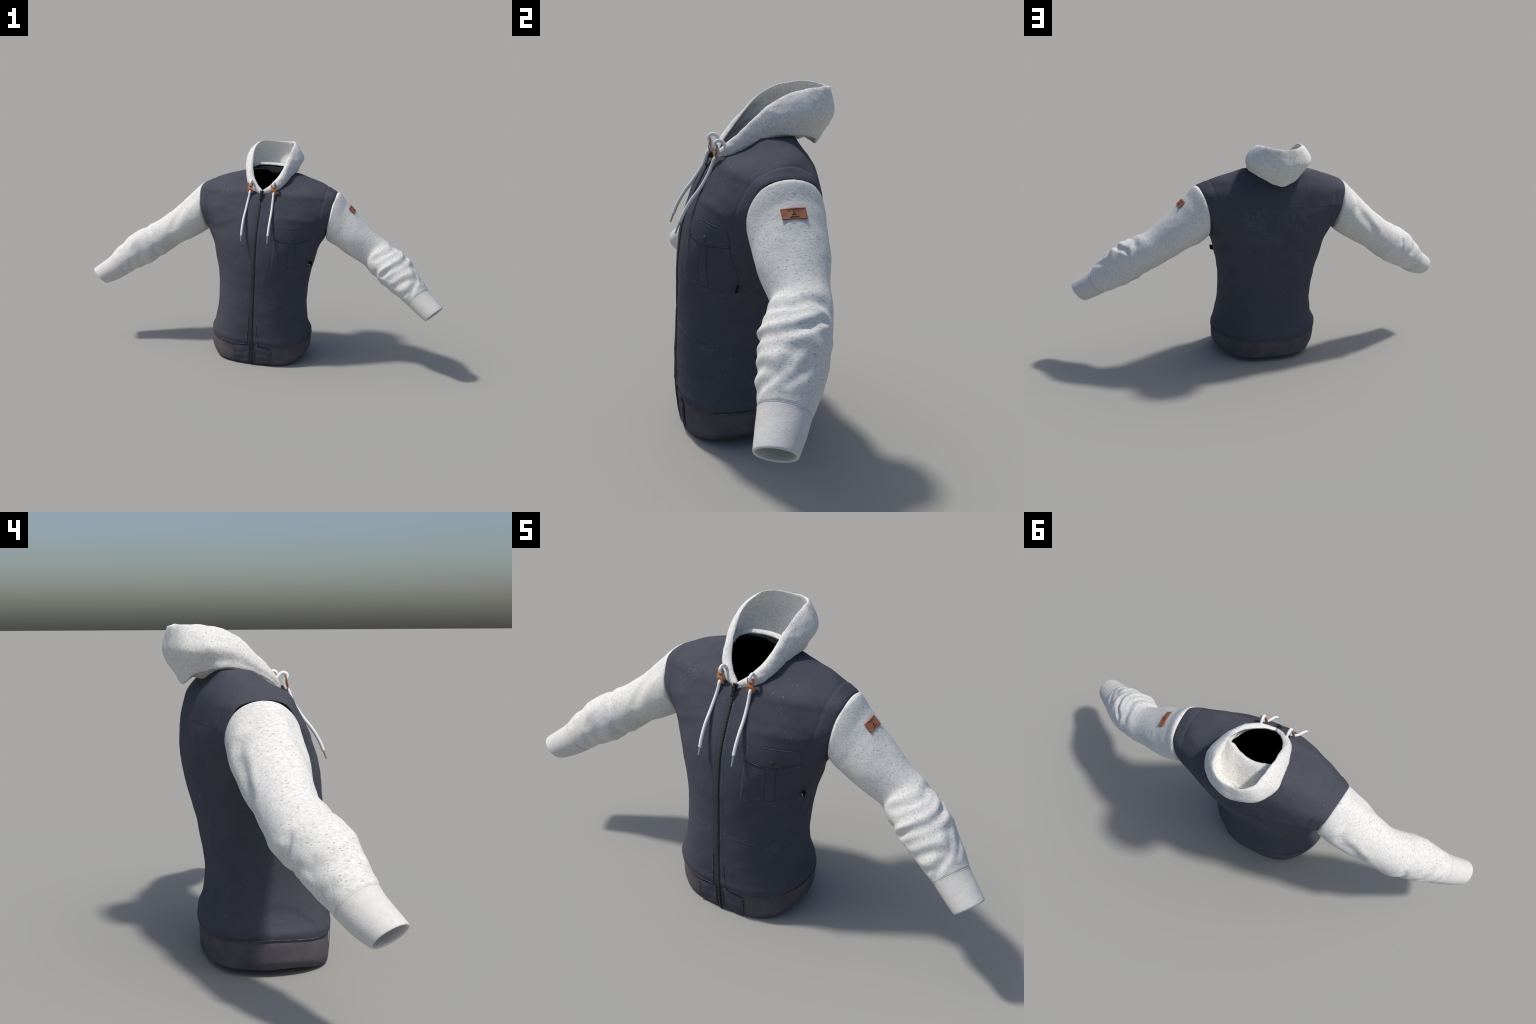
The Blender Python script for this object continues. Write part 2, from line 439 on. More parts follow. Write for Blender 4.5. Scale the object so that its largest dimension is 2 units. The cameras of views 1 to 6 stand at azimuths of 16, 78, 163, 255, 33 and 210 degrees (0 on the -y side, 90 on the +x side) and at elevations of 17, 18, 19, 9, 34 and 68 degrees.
# worn edges of the pocket
S = Soup()
us = np.linspace(0, 1, 24)
S.add(*body_tube([(.099 + .178*u, zflap(u) + .001) for u in us], .0011, lift=.0030))
S.add(*body_tube([(.103 + .150*u, .768 - .008*u) for u in us], .0011, lift=.0028))
S.add(*body_tube([(.092 + .178*u, .555 - .010*u) for u in us], .0009, lift=.0010))
mesh_object('pocket_stitching', S.V, S.F, M_SEAM, pocket)
S = Soup()
S.add(*body_tube([(.2015, .553), (.204, .63), (.206, .688)], .0009, lift=.0014))
S.add(*body_tube([(.1695, .553), (.172, .63), (.174, .688)], .0007, lift=.0012))
S.add(*body_tube([(.170, .5505), (.186, .5495), (.201, .5500)], .0009, lift=.0010))
S.add(*body_tube([(.100 + .176*u, zflap(u) - .0025) for u in us], .0008, lift=.0012))
mesh_object('pocket_seam', S.V, S.F, M_SEAMD, pocket)
P, n = on_body(.192, .712, .0034)
def disc_on(p, n, r, h, seg=28):
    n = np.asarray(n); a = np.cross(n, [0, 0, 1]); a /= np.linalg.norm(a); b = np.cross(n, a)
    prof = [(0, h), (r*.55, h), (r*.62, h*.75), (r*.8, h*.8), (r*.96, h*.55), (r, 0), (r, -.003)]
    V = []; F = []
    for q, z in prof:
        for j in range(seg):
            f = 2*math.pi*j/seg; V.append(p + n*z + (a*math.cos(f) + b*math.sin(f)) * max(q, 1e-5))
    return V, grid_faces(len(prof), seg, True)
V, F = disc_on(P[0], n[0], .0095, .003)
mesh_object('snap_button', V, F, M_BUTTON, pocket)

# body seams
S = Soup()
for sx in (1, -1):
    S.add(*body_tube([(sx*.0205, .13), (sx*.021, .5), (sx*.021, .78), (sx*.018, .915)], .0009, lift=-.0002, n=160))
S.add(*body_tube([(-.022, .384), (-.10, .388), (-.19, .405), (-.235, .42)], .0012))
S.add(*body_tube([(.024, .383), (.10, .362), (.18, .352), (.225, .35)], .0011))
S.add(*body_tube([(-.30, .842), (-.2, .848), (-.1, .852), (0, .853), (.1, .853), (.2, .850), (.29, .844)], .0008, True, -.0002))
mesh_object('body_stitching', S.V, S.F, M_SEAM, vest)
S = Soup()
S.add(*body_tube([(-.021, .275), (-.0235, .2), (-.026, .122)], .0022, lift=.001))
S.add(*body_tube([(.024, .23), (.027, .18), (.033, .122)], .0020, lift=.0005))
mesh_object('placket_fold', S.V, S.F, M_SEAM, vest)
S = Soup()
for sx in (1, -1):  # side seams follow the widest line, just forward of it
    zz = np.linspace(.175, .66, 80)
    a = pchip(TORSO[:, 0], TORSO[:, 1], zz)
    P, _ = on_body(sx * a * .985, zz, -.0006)
    S.add(*tube(P, .0009, 6))
mesh_object('side_seam', S.V, S.F, M_NAVY2, vest)
# stitched line at the hem
S = Soup()
r = torso_ring(.13, 300); r[:, 2] = hem_line(r[:, 1]) - .0005
nn = r[:, :2] - cen[:2]; nn /= np.linalg.norm(nn, axis=1)[:, None]
r[:, :2] += nn * .0008
keep = np.roll(r, 0, 0)
ang = np.arange(300); sel = ~((np.abs(r[:, 0]) < .024) & (r[:, 1] < 0))
path = np.concatenate([r[1:150][sel[1:150]], r[150:][sel[150:]]])
S.add(*tube(path, .0019, 8))
mesh_object('hem_stitching', S.V, S.F, M_SEAM, hem)

# ---- hem end patches beside the zip
def hem_point(x, z, lift):
    t = np.clip((.13 - z) / .118, 0, 1)
    zz = max(.13 - .118 * t, 0)
    y = torso_y(np.array([x]), np.array([zz]))[0]
    nn = np.array([x, y + .055, 0]); nn /= np.linalg.norm(nn)
    return np.array([x, y, z]) + nn * lift
for sx, x0, x1 in ((1, .012, .106), (-1, .012, .101)):
    nz, nx = 18, 26; Gp = np.zeros((nz, nx, 3)); Bp = Gp.copy()
    for i, t in enumerate(np.linspace(0, 1, nz)):
        for j, u in enumerate(np.linspace(0, 1, nx)):
            x = sx * (x0 + (x1 - x0) * u); z = .006 + .006*u + (.116 - .014*u**2 - .012*u - .006) * t
            e = min(min(i, nz-1-i), min(j, nx-1-j))
            pucker = .0012 * math.sin(9*u + 5*t + sx) + .0012 * math.sin(17*t + 2*u)
            Gp[i, j] = hem_point(x, z, .0013*min(1, (e + .4) / 1.6) + pucker*.6); Bp[i, j] = hem_point(x, z, -.004)
    m = nz*nx; F = grid_faces(nz, nx, False); F2 = F + [tuple(i + m for i in f[::-1]) for f in F]
    ring = list(range(nx)) + [i*nx + nx-1 for i in range(1, nz)] + [(nz-1)*nx + j for j in range(nx-2, -1, -1)] + [i*nx for i in range(nz-2, 0, -1)]
    for a, b in zip(ring, ring[1:] + ring[:1]): F2.append((a, a+m, b+m, b))
    p = mesh_object('hem_patch', np.concatenate([Gp.reshape(-1, 3), Bp.reshape(-1, 3)]), F2, M_NAVY2, hem)
    S = Soup()
    S.add(*tube([hem_point(sx*x1, .006 + .006 + (.116 - .032) * t, .004) for t in np.linspace(0, 1, 16)], .0014, 7))
    S.add(*tube([hem_point(sx*(x0+.003), .010 + .10*t, .0025) for t in np.linspace(0, 1, 16)], .0013, 7))
    mesh_object('patch_stitching', S.V, S.F, M_SEAM, p)

# ---- zip
zz = np.linspace(.0, .932, 240)
def zip_point(z, x=0., lift=0.):
    if z > .125:
        P, n = on_body(x, z, lift); return P[0], n[0]
    return hem_point(x + 1e-4, z, lift + .001), np.array([0, -1., 0])
tape = np.zeros((len(zz), 5, 3))
for i, z in enumerate(zz):
    for j, x in enumerate((-.0042, -.0038, 0, .0038, .0042)):
        tape[i, j] = zip_point(z, x, .0035 if 0 < j < 4 else -.002)[0]
zipper = mesh_object('zipper', tape, grid_faces(len(zz), 5, False), M_TAPE, root)
S = Soup()
for i, z in enumerate(np.arange(.012, .93, .0052)):
    sx = 1 if i % 2 else -1
    p, n = zip_point(z, sx*.0017, .0042); q, _ = zip_point(z + .003, sx*.0017, .0042)
    up = (q - p) / np.linalg.norm(q - p); sd = np.cross(up, n)
    S.add(*box_at(p, sd, up, n, .0022, .0017, .0010))
teeth = mesh_object('zipper_teeth', S.V, S.F, M_TEETH, zipper, False); teeth['kind'] = 'stuff'
# slider and pull
p0 = np.array([.001, -.128, .940]); up = np.array([0, .42, .90]); up /= np.linalg.norm(up); nrm = np.array([0, -.90, .42]); nrm /= np.linalg.norm(nrm); sd = np.array([1., 0, 0])
S = Soup()
S.add(*box_at(p0 + nrm*.002, sd, up, nrm, .0085, .010, .0035))
S.add(*box_at(p0 + up*.006 + nrm*.002, sd, up, nrm, .0105, .005, .003))
S.add(*box_at(p0 + nrm*.008, sd, up, nrm, .0032, .009, .0035))
sl = mesh_object('zipper_slider', S.V, S.F, M_BLACK, zipper, False); bevel(sl, .0015, 2)
S = Soup()
hang = np.array([0, -.28, -1.]); hang /= np.linalg.norm(hang); pn = np.cross(sd, hang); pn = pn if pn[1] < 0 else -pn
top = p0 + nrm*.0125 - up*.002
def slab_ring(c, w, h, hole, d):
    """Rounded frame in the (sd, hang) plane."""
    seg = 28; V = []; F = []
    for zoff in (-d, d):
        for rr in (1., 0.):
            for j in range(seg):
                f = 2*math.pi*j/seg; cx = math.copysign(abs(math.cos(f))**.6, math.cos(f)); sy = math.copysign(abs(math.sin(f))**.6, math.sin(f))
                W = w if rr else hole[0]; Hh = h if rr else hole[1]
                V.append(c + sd*cx*W + hang*sy*Hh + pn*zoff)
    for j in range(seg):
        a = (j + 1) % seg
        F += [(j, a, seg + a, seg + j), (2*seg + j, 3*seg + j, 3*seg + a, 2*seg + a), (j, 2*seg + j, 2*seg + a, a), (seg + j, seg + a, 3*seg + a, 3*seg + j)]
    return V, F
S.add(*box_at(top + hang*.015, sd, hang, pn, .0052, .016, .0016))
S.add(*slab_ring(top + hang*.004, .0075, .007, (.004, .004), .0018))
S.add(*slab_ring(top + hang*.036, .0078, .008, (.0042, .0045), .0018))
pl = mesh_object('zipper_pull', S.V, S.F, M_BLACK, zipper, False); bevel(pl, .0008, 1)

# ---- woven side label
tl = np.array([.262, -.093, .573]); tr = np.array([.287, -.106, .577]); bl = np.array([.257, -.096, .546])
ex = (tr - tl); wv = np.linalg.norm(ex)/2; ex /= np.linalg.norm(ex); ez = tl - bl; hv = np.linalg.norm(ez)/2; ez /= np.linalg.norm(ez)
en = np.cross(ex, ez); en /= np.linalg.norm(en)
cc = (tr + bl) / 2
lab = mesh_object('side_label', *box_at(cc, ex, ez, en, wv, hv, .0010), M_LABEL, root, False)
S = Soup()
fr = cc + en * .0011 * (1 if en[1] < 0 else -1); fn = en * (1 if en[1] < 0 else -1)
def flat_poly(c, ax, ay, an, pts, h=.0006):
    n = len(pts); V = [c + ax*x + ay*y for x, y in pts] + [c + ax*x + ay*y + an*h for x, y in pts]
    F = [tuple(range(n))[::-1], tuple(range(n, 2*n))] + [(i, (i+1) % n, n + (i+1) % n, n + i) for i in range(n)]
    return V, F
S.add(*flat_poly(fr, ex, ez, fn, [(-.010, -.0095), (-.006, -.004), (-.001, -.0035), (.009, -.0115), (.003, -.0105), (-.004, -.0085)]))
mesh_object('label_print', S.V, S.F, M_PRINT, lab, False)

# ------------------------------------------------------------------ sleeves
ARM_T = np.linspace(0, 1, 9)
ARM_POS = np.array([  # shoulder to wrist: x, y, z, half depth, half height   (+x arm)
 [.343, .034, .821, .122, .110], [.405, .036, .758, .117, .107], [.479, .031, .702, .110, .098],
 [.591, .027, .626, .087, .086], [.664, -.001, .582, .098, .090], [.722, -.025, .543, .098, .094],
 [.814, -.062, .471, .085, .077], [.882, -.094, .414, .071, .063], [.954, -.129, .362, .060, .058]])
ARM_NEG = np.array([  # same, -x arm (mirrored in x)
 [.341, .036, .820, .120, .110], [.407, .034, .758, .118, .105], [.486, .030, .697, .111, .097],
 [.579, .025, .633, .097, .087], [.653, .004, .581, .102, .091], [.722, -.027, .539, .100, .095],
 [.815, -.061, .471, .086, .080], [.886, -.094, .408, .068, .067], [.957, -.131, .361, .058, .056]])

for C_ in (ARM_POS, ARM_NEG):
    C_[1:7, 2] += .001; C_[1:7, 4] += .0025; C_[1:4, 3] += .001
    C_[8, :3] += (C_[8, :3] - C_[7, :3]) * .015

ARM_NEG[7:, 2] += [.003, .006]; ARM_NEG[2:7, 3] -= .003

def fold(line, depth, width, ridge=.6, shift=-.022):
    return (np.array(line, float), depth * .82, width * 1.4, ridge, shift)
# folds: polyline of (fraction along arm, degrees round it; 90 = top, 180 = front), depth, half width
FOLDS_POS = [
 fold([(.478, 176), (.508, 130), (.515, 105), (.465, 78), (.452, 52)], .0060, .013),
 fold([(.612, 200), (.632, 165), (.645, 130), (.638, 95), (.60, 70), (.532, 48)], .0125, .011, .7),
 fold([(.669, 190), (.674, 139), (.680, 90), (.679, 66)], .0075, .012),
 fold([(.706, 200), (.720, 165), (.736, 135)], .0090, .010),
 fold([(.829, 185), (.785, 152), (.768, 132), (.738, 106), (.700, 92)], .0075, .013),
 fold([(.775, 98), (.746, 79), (.710, 64)], .0060, .013),
 fold([(.775, 205), (.790, 175)], .006, .011),
 fold([(.54, 215), (.55, 250), (.56, 290)], .005, .016), fold([(.66, 225), (.67, 265), (.66, 310)], .005, .014),
 fold([(.76, 230), (.75, 275), (.74, 330)], .004, .014), fold([(.62, 350), (.66, 380), (.70, 400)], .004, .016),
 fold([(.22, 250), (.27, 290), (.26, 330)], .005, .022)]
FOLDS_NEG = [
 fold([(.54, 30), (.548, 75), (.53, 130)], .0050, .016), fold([(.699, 18), (.722, 66), (.720, 100), (.735, 118)], .0085, .012),
 fold([(.722, 15), (.746, 60), (.748, 90)], .0055, .012), fold([(.02, 73), (.094, 50), (.14, 42)], .0060, .016),
 fold([(.11, 30), (.18, 25), (.244, 22), (.32, 8)], .0085, .016), fold([(.522, -25), (.585, 5), (.565, 28)], .0080, .013),
 fold([(.02, 135), (.164, 133), (.224, 142), (.33, 171)], .0050, .016), fold([(.761, -5), (.772, 40)], .0060, .012),
 fold([(.629, 125), (.634, 170), (.66, 200)], .0060, .014), fold([(.675, 165), (.684, 205), (.68, 246)], .0060, .013),
 fold([(.60, -40), (.65, -15), (.67, 10)], .0060, .012), fold([(.74, 200), (.76, 240), (.75, 280)], .0050, .013),
 fold([(.56, 200), (.55, 240), (.57, 280)], .0050, .016), fold([(.66, -70), (.67, -40), (.655, -20)], .0050, .012),
 fold([(.79, 120), (.775, 150), (.79, 190)], .0040, .012)]
BUMPS_NEG = [(.632, 136, .009, .03), (.50, -20, .006, .04), (.665, -8, .006, .03)]
BUMPS_POS = [(.66, -30, .007, .06), (.75, -30, .008, .06), (.58, 182, .007, .024), (.695, 190, .006, .02), (.75, 190, .006, .018), (.57, 60, .006, .03), (.59, 20, .004, .04)]

def arm_frame(C, sv):
    """Centre, radii and frame at fractions sv (may run slightly below 0, inside the vest)."""
    c = pchip(ARM_T, C[:, :3], np.clip(sv, 0, 1)); r = pchip(ARM_T, C[:, 3:], np.clip(sv, 0, 1))
    d0 = (C[1, :3] - C[0, :3]) / .125
    neg = np.minimum(sv, 0)[:, None]; c = c + neg * d0
    eps = 1e-3
    ca = pchip(ARM_T, C[:, :3], np.clip(np.maximum(sv, 0) + .03, 0, 1)); cb = pchip(ARM_T, C[:, :3], np.clip(np.maximum(sv, 0) - .03, 0, 1))
    t = ca - cb; t /= np.linalg.norm(t, axis=1)[:, None]
    h = np.array([0, 1., 0]) - t * t[:, 1:2]; h /= np.linalg.norm(h, axis=1)[:, None]
    w_ = np.cross(t, h); w_ *= np.sign(w_[:, 2:3])
    return c, r, t, h, w_

def seg_dist(Q, A, B):
    ab = B - A; t = np.clip(((Q - A) @ ab) / max(ab @ ab, 1e-12), 0, 1)
    D = Q - A - t[..., None] * ab
    return np.linalg.norm(D, axis=-1), D[..., 0]

def arm_surface(C, sx, sv, phi, folds, bumps, seed, amount=1.):
    c, r, t, h, w_ = arm_frame(C, sv)
    P = (c[:, None] + r[:, :1, None] * np.cos(phi)[None, :, None] * h[:, None]
         + r[:, 1:, None] * np.sin(phi)[None, :, None] * w_[:, None])
    n = (np.cos(phi)[None, :, None] * h[:, None] / r[:, :1, None] + np.sin(phi)[None, :, None] * w_[:, None] / r[:, 1:, None])
    n /= np.linalg.norm(n, axis=2)[..., None]
    L = .83; R = .088
    d = (.0022 * fbm(P, 13., 2, seed) + .0012 * fbm(P, 33., 2, seed + 4)).reshape(P.shape[:2])
    S_, A_ = np.meshgrid(sv * L, np.degrees(phi), indexing='ij')
    for line, depth, width, ridge, shift in folds:
        best = np.full(S_.shape, 9.); side = np.zeros(S_.shape)
        for base in (-360, 0, 360):
            Q = np.stack([S_, np.radians(A_ + base) * R], -1)
            X = np.stack([line[:, 0] * L, np.radians(line[:, 1]) * R], 1)
            for a, b in zip(X[:-1], X[1:]):
                dd, sg = seg_dist(Q, a, b); m = dd < best; best = np.where(m, dd, best); side = np.where(m, sg, side)
        fade = np.exp(-(best / width) ** 2)
        d -= depth * fade
        rd = np.where(side < 0, best, best * 1.6)
        d += depth * ridge * np.exp(-((rd - width * 1.7) / (width * .95)) ** 2)
    for s0, a0, hgt, wid in bumps:
        da = (A_ - a0 + 180) % 360 - 180
        d += hgt * np.exp(-(((S_ - s0 * L) / wid) ** 2 + (np.radians(da) * R / wid) ** 2))
    if amount is not None: d = d * np.asarray(amount)[:, None]
    for _ in range(7):                       # cloth rounds the folds off
        d = (np.roll(d, 1, 1) + 2 * d + np.roll(d, -1, 1)) / 4 if len(phi) == NP else d
        q = np.concatenate([d[:1], d, d[-1:]]); d = (q[:-2] + 2 * q[1:-1] + q[2:]) / 4 if len(phi) == NP else d
    P = P + n * d[..., None]
    P[..., 0] *= sx; n = n.copy(); n[..., 0] *= sx
    return P, n

NP = 144; PHI = np.linspace(0, 2 * math.pi, NP, endpoint=False)
for C, sx, folds, bumps, seed, seam in ((ARM_POS, 1, FOLDS_POS, BUMPS_POS, 11., .843), (ARM_NEG, -1, FOLDS_NEG, BUMPS_NEG, 23., .824)):
    sv = np.linspace(-.13, seam + .004, 190)
    am = smooth(-.05, .06, sv) * (1 - .75 * smooth(seam - .03, seam, sv))
    P, n = arm_surface(C, sx, sv, PHI, folds, bumps, seed, am)
    # the head of the sleeve narrows as it slips under the vest
    shrink = .003 * smooth(.10, -.12, sv) + .03 * smooth(-.05, -.13, sv)
    P -= n * shrink[:, None, None]
    P -= n * (.004 * smooth(seam - .004, seam + .004, sv))[:, None, None]
    e = armhole(P)
    P -= n * (.032 * smooth(.004, -.024, e))[..., None]
    P += n * ((.008 if sx > 0 else .0045) * smooth(.07, .01, e) * smooth(-.008, .006, e) * (.5 + .5 * np.cos(PHI - 1.15))[None, :] ** 2)[..., None]
    sleeve = mesh_object('sleeve', P, grid_faces(len(sv), NP, True), M_SLEEVE, root)
    # cuff: outer wall, rolled end, inner wall and a lining far inside
    sc = np.linspace(seam - .004, 1, 44)
    Pc, nc = arm_surface(C, sx, sc, PHI, [], [], seed + 2, np.full(44, .35))
    bulge = .0015 * np.sin(np.pi * np.clip((sc - seam) / (1 - seam), 0, 1)) - .003 * smooth(seam + .006, seam - .004, sc)
    Pc = Pc + nc * bulge[:, None, None]
    cE, rE, tE, hE, wE = arm_frame(C, np.array([1.])); tv = tE[0].copy(); tv[0] *= sx
    # the cuff is cut slanting: its top edge reaches further than the bottom edge
    nE = np.array([sx * .69, -.29, -.66]); wq = smooth(seam, 1, sc) ** 1.5
    cS = arm_frame(C, sc)[0] * [sx, 1, 1]
    Pc = Pc - (wq[:, None] * ((Pc - cS[:, None]) @ nE) / (nE @ tv))[..., None] * tv
    rowsC = list(Pc)
    rowsC.append(Pc[-1] + tv*.003 - nc[-1]*.0015); rowsC.append(Pc[-1] + tv*.0038 - nc[-1]*.004); rowsC.append(Pc[-1] + tv*.002 - nc[-1]*.0065)
    for kf in (.0, .1, .25, .5, .75, 1.):
        i = int(43 * (1 - kf)); rowsC.append(Pc[i] - nc[i]*.0075 - tv*.002)
    Gc = np.array(rowsC); F = grid_faces(len(Gc), NP, True); F.append(tuple(range((len(Gc)-1)*NP, len(Gc)*NP)))
    cuff = mesh_object('cuff', Gc, F, M_CUFF, sleeve)
    S = Soup(); ring = Pc[2] + nc[2]*.0004; S.add(*tube(np.concatenate([ring, ring[:2]]), .0007, 6, False))
    mesh_object('cuff_seam', S.V, S.F, M_CUFF, sleeve)
    if sx > 0:
        # leather patch sewn on the upper arm, with debossed marks
        U = np.linspace(0, 1, 22); W = np.linspace(0, 1, 14)
        sv2 = .066 + .070 * W; ph2 = np.radians(108 - 36 * U)
        Pp, np_ = arm_surface(C, 1, sv2, ph2, folds, bumps, seed, smooth(-.05, .06, sv2))
        Pp = Pp - np_ * (.003 * smooth(.10, -.12, sv2))[:, None, None]
        curl = .0025 + .004 * (np.abs(U - .5) * 2) ** 3
        topP = Pp + np_ * curl[None, :, None]; botP = topP - np_ * .0022
        nz, nx = topP.shape[:2]; m = nz * nx
        F = grid_faces(nz, nx, False); F2 = F + [tuple(i + m for i in f[::-1]) for f in F]
        rg = list(range(nx)) + [i*nx + nx-1 for i in range(1, nz)] + [(nz-1)*nx + j for j in range(nx-2, -1, -1)] + [i*nx for i in range(nz-2, 0, -1)]
        for a, b in zip(rg, rg[1:] + rg[:1]): F2.append((a, a+m, b+m, b))
        patch = mesh_object('sleeve_patch', np.concatenate([topP.reshape(-1, 3), botP.reshape(-1, 3)]), F2, M_PATCH, sleeve)
        def on_patch(u, v, lift=.0006):
            j = np.clip(u, 0, 1) * (nx - 1); i = np.clip(v, 0, 1) * (nz - 1)
            j0 = int(min(j, nx-2)); i0 = int(min(i, nz-2)); fj = j - j0; fi = i - i0
            L4 = lambda A: (A[i0, j0]*(1-fi)*(1-fj) + A[i0, j0+1]*(1-fi)*fj + A[i0+1, j0]*fi*(1-fj) + A[i0+1, j0+1]*fi*fj)
            return L4(topP) + L4(np_) * lift
        S = Soup()
        def stroke(pts, r): S.add(*tube([on_patch(u, v, .0001) for u, v in pts], r * .75, 6))
        # arched upper line of small letters, mountain peak, wave, lower line
        for i in range(7):
            u = .30 + .40 * i / 6; v = .20 - .05 * (1 - ((u - .5) / .2) ** 2) + .02
            stroke([(u - .018, v + .035), (u, v - .03), (u + .018, v + .035)], .0009)
        stroke([(.47, .37), (.50, .33), (.53, .37)], .0013)
        stroke([(.42, .62), (.45, .53), (.50, .47), (.55, .54), (.58, .60)], .0014)
        stroke([(.45, .63), (.48, .56), (.52, .57), (.55, .64)], .0012)
        stroke([(.47, .50), (.50, .60), (.54, .52)], .0010)
        stroke([(.32, .84), (.36, .79), (.5, .77), (.62, .77), (.68, .74)], .0016)
        stroke([(.35, .85), (.5, .81), (.66, .80)], .0012)
        mesh_object('patch_marks', S.V, S.F, M_INK, patch)
        S = Soup()
        bd = [(.035, .07), (.965, .07), (.965, .93), (.035, .93), (.035, .07)]
        pts = []
        for a, b in zip(bd[:-1], bd[1:]):
            for q in np.linspace(0, 1, 20, endpoint=False): pts.append((a[0] + (b[0]-a[0])*q, a[1] + (b[1]-a[1])*q))
        S.add(*tube([on_patch(u, v, .0002) for u, v in pts + pts[:1]], .0008, 6))
        mesh_object('patch_border', S.V, S.F, M_PATCH, patch)

# ------------------------------------------------------------------ hood
# stations from the zip round to the back centre (+x half). Each: section from the neck seam outside,
# under the bag, over the outside to the rim, then down the lining to the neck ledge and inside.
def top_of_vest(x, y):
    zt = np.linspace(.8, 1.01, 400)
    a, yf, yb, nf, nb = pchip(TORSO[:, 0], TORSO[:, 1:], zt).T
    yc = (yf + yb) / 2; b = (yb - yf) / 2; n = np.where(y < yc, nf, nb)
    ins = (np.minimum(np.abs(x) / a, 9) ** n + (np.abs(y - yc) / b) ** n) < 1
    return zt[ins].max() if ins.any() else .93

HOOD = [
 # neck seam D         under C             widest B            shoulder A          rim R               rim inner           lining E            ledge F             ledge G             inside H
 [(.002,-.118,.920), (.002,-.124,.928), (.002,-.126,.937), (.002,-.123,.946), (.002,-.114,.951), (.002,-.107,.948), (.002,-.109,.940), (.002,-.110,.935), (.002,-.110,.930), (.002,-.108,.915)],
 [(.052,-.098,.930), (.056,-.104,.945), (.057,-.105,.962), (.050,-.101,.976), (.041,-.093,.980), (.036,-.086,.976), (.044,-.090,.965), (.049,-.092,.955), (.050,-.092,.945), (.050,-.088,.920)],
 [(.094,-.055,.958), (.101,-.060,.975), (.101,-.063,.995), (.088,-.062,1.015), (.076,-.054,1.020), (.068,-.048,1.015), (.083,-.050,1.00), (.091,-.051,.985), (.093,-.050,.970), (.092,-.046,.945)],
 [(.116,.005,.985), (.124,.000,1.005), (.124,-.008,1.033), (.108,-.012,1.063), (.094,-.008,1.069), (.085,-.003,1.063), (.105,.000,1.045), (.113,.003,1.02), (.114,.006,1.00), (.110,.010,.975)],
 [(.124,.056,1.003), (.138,.058,1.020), (.144,.052,1.068), (.120,.045,1.110), (.102,.045,1.116), (.093,.048,1.108), (.122,.056,1.075), (.124,.060,1.045), (.112,.058,1.03), (.108,.058,.985)],
 [(.105,.095,1.006), (.140,.115,1.020), (.157,.118,1.085), (.127,.105,1.140), (.105,.100,1.144), (.095,.102,1.136), (.130,.120,1.07), (.102,.078,1.054), (.092,.068,1.042), (.094,.080,.99)],
 [(.085,.122,1.003), (.118,.160,1.012), (.158,.172,1.085), (.123,.170,1.154), (.101,.165,1.158), (.091,.165,1.152), (.128,.165,1.06), (.075,.093,1.060), (.067,.083,1.05), (.070,.095,.99)],
 [(.060,.136,1.000), (.085,.200,.995), (.127,.233,1.082), (.108,.222,1.153), (.093,.213,1.161), (.083,.206,1.153), (.098,.203,1.045), (.050,.101,1.061), (.045,.090,1.05), (.048,.107,.99)],
 [(.030,.144,.998), (.040,.213,.973), (.060,.271,1.072), (.056,.267,1.136), (.050,.255,1.156), (.045,.246,1.151), (.048,.225,1.02), (.025,.107,1.061), (.022,.097,1.05), (.024,.115,.99)],
 [(.000,.147,.998), (.000,.222,.961), (.000,.283,1.068), (.000,.274,1.135), (.000,.262,1.154), (.000,.252,1.149), (.000,.232,1.01), (.000,.109,1.061), (.000,.099,1.05), (.000,.118,.99)]]
HOOD = np.array(HOOD, float)
# the lining follows the outer bag about a centimetre inside it, then climbs to the neck ledge
D_, C_, B_, A_h, R_, RI, E_, Fl, Gl, Hl = [HOOD[:, i] for i in range(10)]
wt = np.clip((np.arange(len(HOOD)) - 2.5) / 2.5, 0, 1)[:, None]
RI = R_ + (RI - R_) * (1 - .72 * wt); A_h = A_h + (R_ - A_h) * np.array([.25, .25, 0]) * wt + np.array([0, 0, -.004]) * wt
axis_ = np.array([0, .10, 1.06])
inn = axis_ - B_; inn /= np.linalg.norm(inn, axis=1)[:, None]
E1 = E_ * (1 - wt) + (B_ + inn * .010 + [0, 0, .004]) * wt
inc = (axis_ + [0, .03, .05]) - C_; inc /= np.linalg.norm(inc, axis=1)[:, None]
E2 = (.5 * E_ + .5 * Fl) * (1 - wt) + (C_ + inc * .016) * wt
wb = np.clip((np.arange(len(HOOD)) - 4.) / 3., 0, 1)[:, None]
UND = C_ + (D_ - C_) * (.16 + .22 * wb) + np.array([0, 0, .010]) * wb        # hollow under the hanging bag
Fl = Fl - np.array([0, .008, 0]) * wt; Gl = Gl - np.array([0, .008, 0]) * wt
out_ = Gl - [0, .03, 0]; out_[:, 2] = 0; out_ /= np.linalg.norm(out_, axis=1)[:, None]
Hl = (Gl + out_ * .006 - [0, 0, .012]) * (1 - wt) + (Gl + [0, .034, -.014]) * wt
HOOD = np.stack([D_, UND, C_, C_ + (B_ - C_) * .30, B_, A_h, R_, RI, E1, E2, Fl, Gl, Hl], 1)
G_COL = 11
for j in range(len(HOOD)):
    HOOD[j, 0, 2] = min(HOOD[j, 0, 2], top_of_vest(*HOOD[j, 0, :2]) - .004)
full = np.concatenate([HOOD * [-1, 1, 1], HOOD[::-1][1:]])          # left front -> back -> right front
NS = 132                                                            # samples per section
sec = np.array([spline(s, NS) for s in full])
NT = 220
tt = np.linspace(0, 1, NT)
knot = np.concatenate([[0], np.cumsum(np.linalg.norm(np.diff(full[:, 6], axis=0), axis=1))]); knot /= knot[-1]
